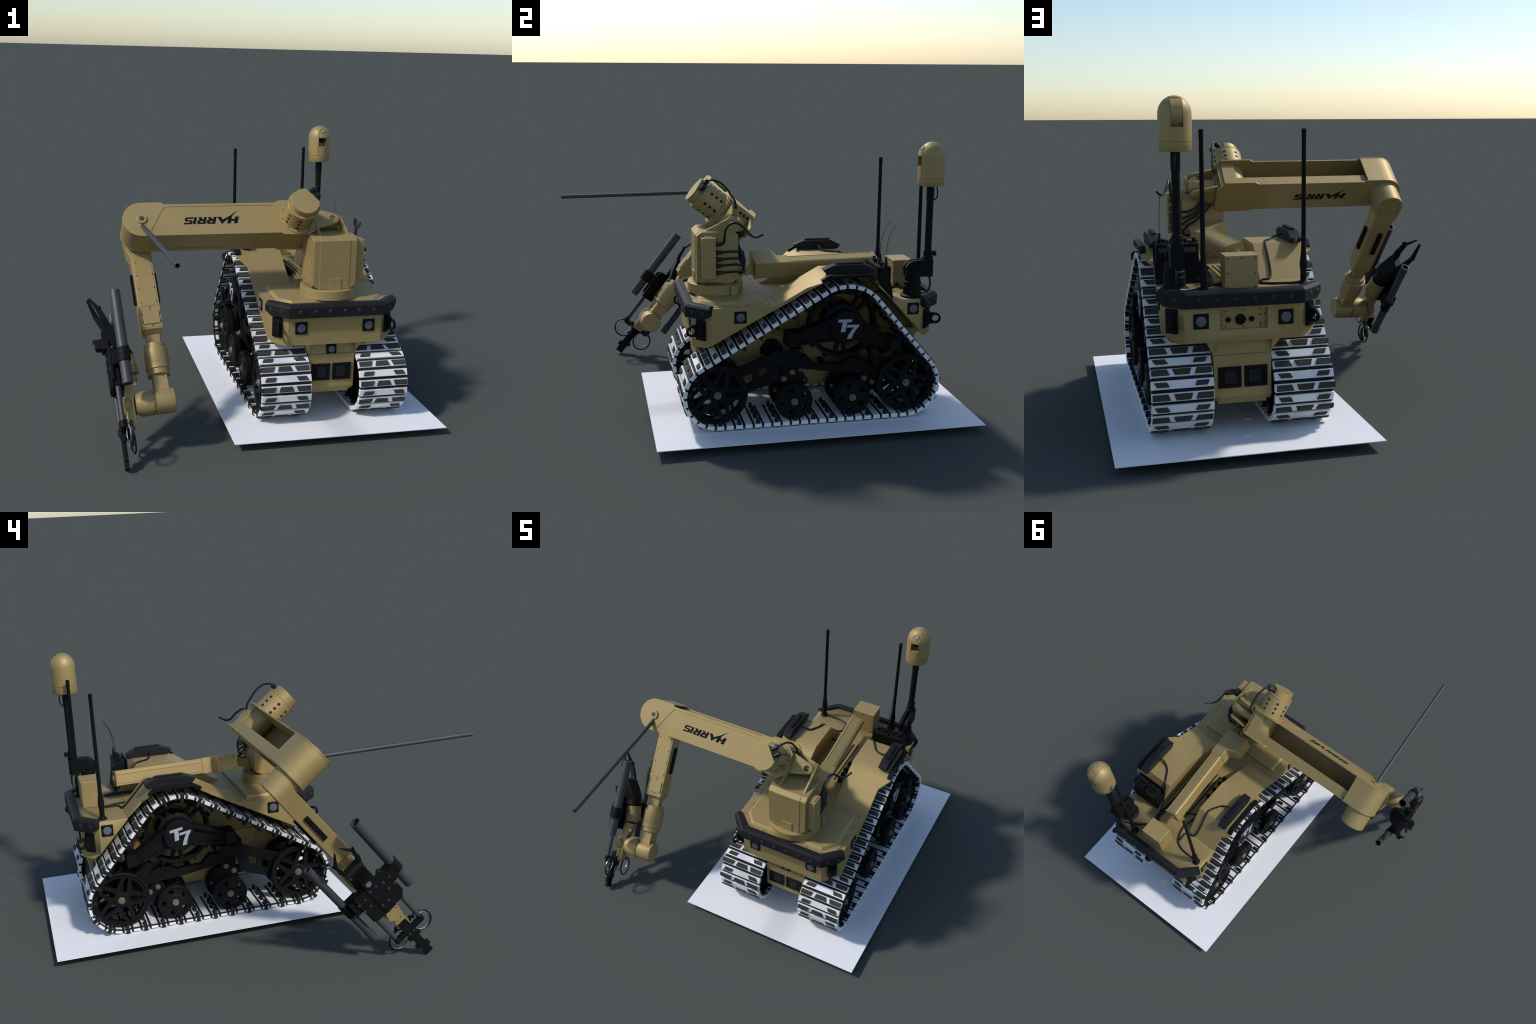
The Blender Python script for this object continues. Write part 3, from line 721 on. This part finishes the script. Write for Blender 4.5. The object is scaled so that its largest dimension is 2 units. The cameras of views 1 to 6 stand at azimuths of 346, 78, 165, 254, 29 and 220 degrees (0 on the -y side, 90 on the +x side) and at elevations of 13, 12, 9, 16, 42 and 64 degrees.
def lettering(face, f0, dirx, xs):
    p = Part("arm_lettering", INK, arm)
    # (letter, left, right) along the word as it is seen, S ... H, in units of the seen width
    word = [("S", 0, .150), ("I", .163, .212), ("R", .238, .395), ("R", .412, .572), ("H", .795, .985)]
    wide = .2635
    def put(u, v, g): return A(xs + dirx * (u * wide + .0105 * v), f0 + face * g, .6455 + .0362 * v)
    k = 0
    for ch, a, b in word:
        for poly in GL[ch]:
            k += 1; up = .0009 + .00004 * (k % 7)
            lo_ = [p.bm.verts.new(put(b - (b - a) * x, 1 - y, -.0004)) for x, y in poly]
            hi_ = [p.bm.verts.new(put(b - (b - a) * x, 1 - y, up)) for x, y in poly]
            p.face(lo_[::-1]); p.face(hi_)
            for i in range(len(poly)): p.face([lo_[i - 1], lo_[i], hi_[i], hi_[i - 1]])
    flat = lambda pts: [(xs + dirx * (u * wide + .0105 * v), .6455 + .0362 * v) for u, v in pts]
    p.prism(A, flat([(.585, 1.0), (.655, 1.0), (.695, .60), (.70, -.06)]), f0 - face * .0004, f0 + face * .0011, "xzy")
    p.prism(A, flat([(.70, -.06), (.69, .55), (.82, 1.15), (.935, 1.94), (.845, 1.0), (.745, .35)]), f0 - face * .0004, f0 + face * .00115, "xzy")
    p.done()
lettering(1, .8052, 1, -.3915)
lettering(-1, .6388, -1, -.1215)

# =================================================================== forearm
fa = Part("forearm", TAN, bevel=.003)
fa.cyl(L(0, 0, .526), L(0, 0, .6415), .072, n=56)
fa.prism(L, [(0, -.0705), (.066, -.066), (.106, -.0505), (.435, -.0505), (.468, -.0495), (.468, .0495), (.435, .0505), (.10, .0505), (.05, .0555), (0, .071)], .525, .6115, "xyz")
fa.hull([L(s, t, f) for s, a, f0, f1 in ((.467, .0495, .525, .611), (.475, .0495, .528, .611), (.495, .034, .535, .585)) for t in (a, -a) for f in (f0, f1)])
fa.hull([L(s, t, f) for s, a, f0, f1 in ((.494, .034, .535, .585), (.512, .028, .537, .573), (.552, .028, .535, .575)) for t in (a, -a) for f in (f0, f1)])
fa = fa.done()
fc = Part("forearm_cover", TAN, fa, bevel=.0012)
fc.prism(L, [(.045, -.040), (.36, -.040), (.36, .042), (.045, .042)], .6110, .6132)
fc.prism(L, [(.385, -.036), (.452, -.036), (.452, .040), (.385, .040)], .6112, .6165)
fc.prism(L, [(.05, -.045), (.37, -.045), (.37, .045), (.05, .045)], .5262, .5240)
fc.prism(L, [(.378, -.045), (.455, -.045), (.455, .045), (.378, .045)], .5262, .5236); fc = fc.done()
for s in (.07, .13, .20, .27, .34):
    for t in (-.036, .038): bolt(L(s, t, .6132), _n, fc, .9)
for s, t in ((.035, 0), (.367, .002), (.378, .002), (.40, -.041), (.44, -.041), (.40, .045), (.44, .045), (.459, .002)): bolt(L(s, t, .6118), _n, fc, .9)
for k in range(12):
    a = k * pi / 6; bolt(L(.0505 * math.cos(a), .0505 * math.sin(a), .526), -_n, fa)
ec = Part("elbow_cap", TAN, fa, bevel=.001); ec.cyl(L(0, 0, .5275), L(0, 0, .5245), .044, n=44); ec.done()
def rail(F3, name="forearm_rail"):
    r = Part(name, BLACK, fa, bevel=.0008)
    r.box(F3, .176, .331, -.011, .011, 0, .008)
    for i in range(17): r.box(F3, .178 + i * .0091, .1825 + i * .0091, -.013, .013, .0078, .0122)
    r.done()
rail(lambda a, b, c: L(a, -.0505 - c, .565 + b)); rail(lambda a, b, c: L(a, .0505 + c, .565 + b)); rail(lambda a, b, c: L(a, b - .012, .525 - c))
# wrist
wr = Part("wrist", TAN, bevel=.0015)
FC = .553
wr.lathe(L(.535, .002, FC), _d, [(0, .046), (.003, .050), (.026, .050), (.028, .0585), (.098, .0585), (.100, .0575), (.128, .0575), (.130, .052), (.155, .052), (.157, .050)], 56)
wr.box(L, .685, .80, -.030, .034, FC - .038, FC + .036)
wr.lathe(L(.8115, .057, FC), -_t, [(0, .040), (0, .051), (.004, .055), (.022, .058), (.090, .058), (.090, .052), (.098, .052), (.098, .0575), (.152, .0575), (.178, .047), (.182, .047)], 56)
wr = wr.done()
for k in range(12):
    a = k * pi / 6
    bolt(L(.8115 + .052 * math.cos(a), .0545, FC + .052 * math.sin(a)), _t, wr)
    bolt(L(.5368, .002 + .045 * math.cos(a), FC + .045 * math.sin(a)), -_d, wr, .9)
    u = _d * math.cos(a) + _n * math.sin(a)
    bolt(L(.8115, -.046, FC) + u * .0565, u, wr, .9)
    v = _t * math.cos(a) + _n * math.sin(a); bolt(L(.692, .002, FC) + v * .0505, _d, wr, .9)
# bracket that carries the tool plate
lk = Part("tool_bracket", TAN, bevel=.003)
lk.prism(L, [(.695, -.118), (.72, -.118), (.765, -.132), (.90, -.133), (.920, -.140), (.920, -.172), (.80, -.172), (.77, -.168), (.695, -.165)], FC - .030, FC + .028)
lk.cyl(L(.8115, -.150, FC), L(.8115, -.178, FC), .0425, n=44)
lk.cyl(L(.676, -.136, FC), L(.702, -.139, FC), .038, n=36)
lk.prism(L, [(.705, -.108), (.73, -.108), (.73, -.122), (.705, -.122)], FC + .012, FC + .026)
lk = lk.done()
for k in range(6):
    a = k * pi / 3 + .3; bolt(L(.8115 + .035 * math.cos(a), -.178, FC + .038 * math.sin(a)), -_t, lk)
gw = Part("gripper_wrist", TAN, bevel=.0015)
g0, g1 = L(.668, -.1295, .548), L(.576, -.1460, .548)
gw.lathe(g0, g1 - g0, [(0, .030), (0, .043), (.004, .046), ((g1 - g0).length, .044)], 44); gw.done()

# =================================================================== gripper
gr = Part("gripper", BLACK, bevel=.002)
ga = (g1 - g0).normalized()
gr.lathe(g1, ga, [(0, .046), (.012, .046), (.03, .040), (.055, .036)], 32)
gr.hull([L(s, t, f) for s, ta, tb, f0, f1 in ((.545, -.115, -.185, .515, .585), (.50, -.135, -.215, .508, .598), (.445, -.175, -.235, .505, .606), (.428, -.185, -.225, .51, .604)) for t in (ta, tb) for f in (f0, f1)])
gr.hull([L(s, t, f) for s, t in ((.486, -.215), (.540, -.215), (.488, -.279), (.532, -.266)) for f in (.531, .582)])
gr.hull([L(s, t, f) for s, t in ((.49, -.21), (.545, -.21), (.49, -.238), (.545, -.238)) for f in (.515, .600)])
gr = gr.done()
gl = Part("palm_lens", LENS, gr); gl.cyl(L(.512, -.268, .5565), L(.512, -.2755, .5565), .0145, n=24); gl.done()
for s, f in ((.455, .600), (.455, .514)): place("cap_screw", cap_screw, L(s, -.232, f), -_t, gr, .8)
for s1, mid, tip, base in ((1, (.349, -.236, .608), (.2735, -.2725, .573), (.447, -.203, .592)), (-1, (.344, -.246, .504), (.270, -.2765, .5407), (.447, -.203, .520))):
    fg = Part("gripper_finger", BLACK, gr, bevel=.0015)
    kn = (.405, -.217, .607 if s1 > 0 else .506)
    chain = [(base, .020, .018), (kn, .0155, .0150), (mid, .0125, .0115), (tip, .004, .0065)]
    for (a, wa, ta), (b, wb, tb) in zip(chain, chain[1:]):
        fg.hull([L(p[0], p[1] + i * t_, p[2] + j * w_) for p, w_, t_ in ((a, wa, ta), (b, wb, tb)) for i in (1, -1) for j in (.6, -.6)])
    fg.hull([L(mid[0] + d, mid[1] + i * .012, mid[2] + s1 * o) for d, o in ((-.006, .006), (.012, .006), (-.012, .013)) for i in (1, -1)])
    fg.done()

# =================================================================== tool plate with launch tubes
tl = Part("tool_plate", BLACK, bevel=.002)
tl.prism(L, [(.545, .595), (.560, .652), (.575, .657), (.705, .657), (.738, .632), (.738, .478), (.712, .458), (.560, .458), (.540, .478), (.540, .592)], -.222, -.210, "xzy")
tl.box(L, .540, .738, -.2275, -.2215, .528, .586)
tl.box(L, .56, .73, -.2105, -.165, .535, .580)
for f in (.629, .4755): tl.box(L, .565, .735, -.211, -.185, f - .017, f + .017)
tl.box(L, .585, .650, -.211, -.150, .645, .690); tl.box(L, .575, .650, -.211, -.150, .425, .470)
tl = tl.done()
for s, f in ((.605, .649), (.605, .611), (.650, .649), (.650, .611), (.605, .4985), (.650, .4985), (.605, .461), (.650, .461)): place("cap_screw", cap_screw, L(s - .002, -.222, f), -_t, tl, .85)
for s, f in ((.589, .574), (.589, .538), (.692, .574), (.692, .538)): place("cap_screw", cap_screw, L(s - .003, -.2275, f), -_t, tl, .85)
for f, r, s0, s1, a, b in ((.7045, .0248, .306, .753, .586, .650), (.4085, .0188, .306, .842, .575, .655)):
    tb = Part("launch_tube", GREY, tl); tb.pipe(L(s0, -.161, f), L(s1, -.161, f - .002), r, r * .84, 36, .12)
    if f < .5: tb.lathe(L(.792, -.161, f - .0018), _d, [(0, r), (.001, r + .0022), (.05, r + .0022), (.05, r * .84)], 36, cap=False)
    tb = tb.done()
    cp = Part("tube_clamp", BLACK, tl, bevel=.001); cp.cyl(L(a, -.161, f), L(b, -.161, f), r + .0045, n=36); cp.done()
for f in (.629, .4755):
    rd = Part("guide_rod", GREY, tl); rd.pipe(L(.548, -.1985, f), L(.915, -.1985, f), .0118, .0085, 24, .03); rd.done()
    rc = Part("rod_cap", BLACK, tl); rc.cyl(L(.895, -.1985, f), L(.925, -.1985, f), .0140, n=24); rc.done()
    nb = Part("rod_nozzle", BLACK, tl); nb.cyl(L(.552, -.1985, f), L(.585, -.1985, f), .0138, n=24); nb.done()
ps = Part("probe_bar", BLACK, bevel=.0015)
ps.box(L, .905, .932, -.208, -.190, .472, .632)
ps.box(L, .876, .962, -.2095, -.170, .526, .574)
ps.box(L, .955, 1.0962, -.2085, -.190, .5285, .5705)
ps.box(L, 1.035, 1.062, -.206, -.1925, .566, .583); ps.box(L, 1.018, 1.042, -.206, -.1925, .515, .532); ps.box(L, .958, .975, -.206, -.192, .568, .585); ps.box(L, .958, .975, -.206, -.192, .514, .532)
ps = ps.done()
for f in (.562, .538): place("cap_screw", cap_screw, L(.935, -.2095, f), -_t, ps, .7)
for (s, t, f), tilt in (((.955, -.163, .622), .25), ((.960, -.151, .484), -.2)):
    ax = (_t + _n * tilt * .4 + _d * tilt * .3)
    r1 = Part("cable_loop", CABLE, ps); r1.torus(L(s, t, f), ax, .053, .0042, 30); r1.done()
    r2 = Part("wire_loop", SILVER, ps); r2.torus(L(s - .006, t - .016, f), _t - _n * tilt * .4, .043, .0026, 30); r2.done()
    k = Part("loop_plug", CABLE, ps); c = L(.895, t + .002, .553 + (f - .553) * .55); k.cyl(c, c + (_d * .02 + _n * (.02 if f > .55 else -.02)), .0075, n=14); k.done()

# =================================================================== rear deck equipment
rb = Part("equipment_box", TAN, bevel=.003); rb.box(W, .2573, .3908, .666, .770, .632, .770); rb = rb.done()
for x in (.268, .324, .380):
    for z in (.760, .70, .643):
        if x == .324 and z < .75: continue
        bolt(W(x, .770, z), (0, 1, 0), rb); bolt(W(x, .666, z), (0, -1, 0), rb)
# radios on their bracket
br = Part("radio_bracket", BLACK, bevel=.0015)
br.prism(W, [(.581, .634), (.566, .722), (.506, .722), (.502, .802), (.495, .802), (.4965, .727), (.577, .637)], .4545, .6415, "yzx"); br = br.done()
for x in (.465, .63): place("cap_screw", cap_screw, W(x, .577, .652), (0, 1, .25), br, .6)
for x0 in (.4605, .5515):
    ra = Part("radio_unit", BLACK, bevel=.003); ra.box(W, x0, x0 + .0845, .509, .566, .715, .797); ra = ra.done()
    sc = Part("radio_display", SCREEN, ra); sc.box(W, x0 + .012, x0 + .075, .5655, .5668, .762, .782); sc.done()
    kn = Part("radio_knobs", BLACK, ra)
    for dx, dy, r, hh in ((.015, .024, .0085, .020), (.05, .018, .008, .016), (.034, .042, .006, .010)): kn.lathe((x0 + dx, .509 + dy, .796), (0, 0, 1), [(0, r), (hh, r), (hh + .002, r * .7)], 16)
    bxx = x0 + .067
    kn.lathe((bxx, .545, .796), (0, 0, 1), [(0, .011), (.006, .011), (.007, .007), (.014, .007), (.015, .0085), (.020, .0085), (.021, .006), (.040, .005), (.046, .0025)], 16); kn.done()
    wp = Part("whip_antenna", CABLE, ra); tip = .558 if x0 > .5 else .598
    wp.tube([(bxx, .545, .84), (bxx, .546, .885), (bxx, .553, .925), (bxx, .568, .965), (bxx - .001, .588, .993)], .0013, 8)
    wp.cyl((bxx - .001, .586, .990), (bxx - .001, .590, .996), .002, n=10); wp.done()

# camera mast
mb = Part("mast_base", BLACK, bevel=.001)
mb.lathe((.5815, .697, .632), (0, 0, 1), [(0, .057), (.008, .057), (.010, .054), (.014, .0445), (.055, .0440), (.058, .0415), (.061, .0415), (.063, .0430), (.076, .0425), (.079, .0385), (.110, .0385)], 44)
for s in (.5555, .588):
    mb.prism(W, [(.657, .735), (.653, .782), (.668, .803), (.690, .813), (.740, .8155), (.793, .8155), (.793, .731)], s, s + .018, "yzx")
mb.prism(W, [(.75, .7315), (.75, .815), (.792, .815), (.792, .7315)], .560, .600, "yzx")
mb.cyl(W(.548, .697, .770), W(.6135, .697, .770), .0175, n=28)
mb.lathe((.5785, .7735, .730), (0, 0, 1), [(0, .0235), (.088, .0235), (.090, .0262), (.099, .0262), (.100, .022), (.130, .022), (.131, .0175), (.135, .0175)], 32)
mb = mb.done()
for k in range(6):
    a = k * pi / 3 + .4; place("cap_screw", cap_screw, W(.5815 + .048 * math.cos(a), .697 + .048 * math.sin(a), .639), (0, 0, 1), mb, .7)
kb = Part("mast_knob", BLACK, mb); kb.lathe((.5795, .788, .8425), (0, 1, 0), [(0, .006), (.012, .006), (.013, .012), (.019, .013), (.025, .012), (.026, 0)], 18); kb.done()
ms = Part("camera_mast", BLACK); ms.lathe((.578, .7725, .80), (0, 0, 1), [(0, .0172), (.31, .0172), (.312, .0192), (.39, .0192)], 32); ms.done()
dm = Part("camera_dome", TAN, angle=40)
prof = [(0, .052), (0, .0625), (.003, .0640), (.0365, .0645), (.0368, .0610), (.0386, .0610), (.0389, .0645), (.14, .0645)]
for i in range(1, 17):
    a = i / 16 * pi / 2; prof.append((.14 + .069 * math.sin(a), .0645 * math.cos(a) if i < 16 else 0))
dm.lathe((.5775, .7725, 1.180), (0, 0, 1), prof, 64)
dm = dm.done()
c1 = Part("slot_cutter", TAN); c1.box(W, .5775 - .0225, .5775 + .0225, .70, .7725, 1.2725, 1.322); cut(dm, c1)
c2 = Part("slot_cutter", TAN); c2.box(W, .5775 - .0235, .5775 + .0235, .80, .86, 1.2725, 1.40); cut(dm, c2)
bl = Part("camera_ball", TAN, dm, angle=40); bl.cyl(W(.5775 - .0222, .7725, 1.322), W(.5775 + .0222, .7725, 1.322), .0622, n=56); bl = bl.done()
c3 = Part("slot_cutter", TAN); c3.box(W, .5775 - .03, .5775 + .03, .70, .750, 1.26, 1.3215); cut(bl, c3)
ln = Part("camera_lens", LENS, dm); u = Vector((0, -.80, .60)); ln.lathe(W(.5775, .7725, 1.3235) + u * .052, u, [(0, .0155), (.0125, .0155), (.0125, .0125), (.010, .0120), (.010, 0)], 28, cap=False); ln.done()
l2 = Part("camera_sensor", BLACK, dm); l2.cyl(W(.5775, .752, 1.305), W(.5775, .725, 1.305), .0135, n=24); l2.done()
sm = Part("dome_seam", DARK, dm)
for q in (-1, 1):
    rr = math.sqrt(.0645 ** 2 - .0230 ** 2)
    pts = [W(.5775 + q * .0230, .7725 - rr, 1.222 + i * .012) for i in range(9)]
    pts += [W(.5775 + q * .0230, .7725 - rr * math.cos(a), 1.320 + .0645 * math.sin(a)) for a in [i * pi / 20 for i in range(1, 14)]]
    sm.tube(pts, .0007, 6, 1)
sm.done()
mc = Part("mast_cable", CABLE)
mc.tube([(.583, .797, 1.182), (.5845, .805, 1.16), (.585, .806, 1.13), (.583, .798, 1.112), (.580, .788, 1.108)], .0033)
mc.tube([(.585, .774, .765), (.585, .780, .735), (.586, .788, .705), (.585, .786, .670), (.575, .774, .648), (.555, .764, .641), (.523, .748, .640), (.476, .7226, .640), (.440, .693, .640), (.398, .690, .650)], .0048)
mc.done()

# stick antennas
def antenna(x, y, tx, ty):
    p, q = Vector((x, y, .632)), Vector((tx, ty, 1.2625)); l = (q - p).length
    an = Part("stick_antenna", BLACK)
    an.lathe(p, q - p, [(0, .0225), (.006, .0225), (.008, .020), (.013, .0130), (.05, .0124), (.075, .0160), (.085, .0158), (.13, .0108), (.16, .0098), (l - .035, .0086), (l - .033, .0096), (l - .001, .0098), (l, .008)], 24)
    an = an.done()
    for k in range(4): a = k * pi / 2 + .5; bolt(p + Vector((.0165 * math.cos(a), .0165 * math.sin(a), .006)), (0, 0, 1), an, .8)
antenna(.0503, .696, .0487, .6978); antenna(.4762, .7660, .4771, .7633)

# cables on the deck
cb = Part("deck_cables", CABLE)
cb.tube([(.052, .352, .795), (.08, .355, .788), (.112, .370, .777), (.142, .415, .776), (.152, .445, .775), (.153, .475, .752), (.152, .51, .714), (.153, .545, .677), (.158, .572, .648), (.172, .585, .638), (.200, .586, .637), (.2165, .601, .637), (.2185, .645, .637)], .0048)
cb.tube([(.062, .695, .640), (.09, .694, .637), (.127, .6935, .637), (.177, .687, .637), (.2205, .663, .637), (.2437, .618, .637), (.252, .576, .638), (.245, .54, .641), (.233, .4955, .648)], .0052)
cb.tube([(.2185, .651, .637), (.2180, .640, .637)], .0072)
cb.tube([(.602, .352, .795), (.575, .352, .786), (.529, .377, .776), (.489, .438, .776), (.470, .468, .763), (.452, .505, .722), (.440, .54, .685), (.436, .575, .648), (.430, .60, .638), (.420, .64, .637), (.396, .69, .640)], .0048)
for i in range(3):
    o = i * .011
    cb.tube([(.396, .672 + o, .640 + .006 * i), (.412 - o * .4, .660, .638), (.4264 - o, .6387, .637), (.4334 - o, .607, .637), (.4266 - o, .5434, .638), (.420 - o, .49, .642), (.413 - o * .5, .42, .655), (.418, .35, .660)], .0048)
cb.tube([(.31, .50, .64), (.27, .48, .64), (.235, .47, .66), (.215, .46, .68)], .0045)
cb.done()
# tie the remaining loose meshes to the robot
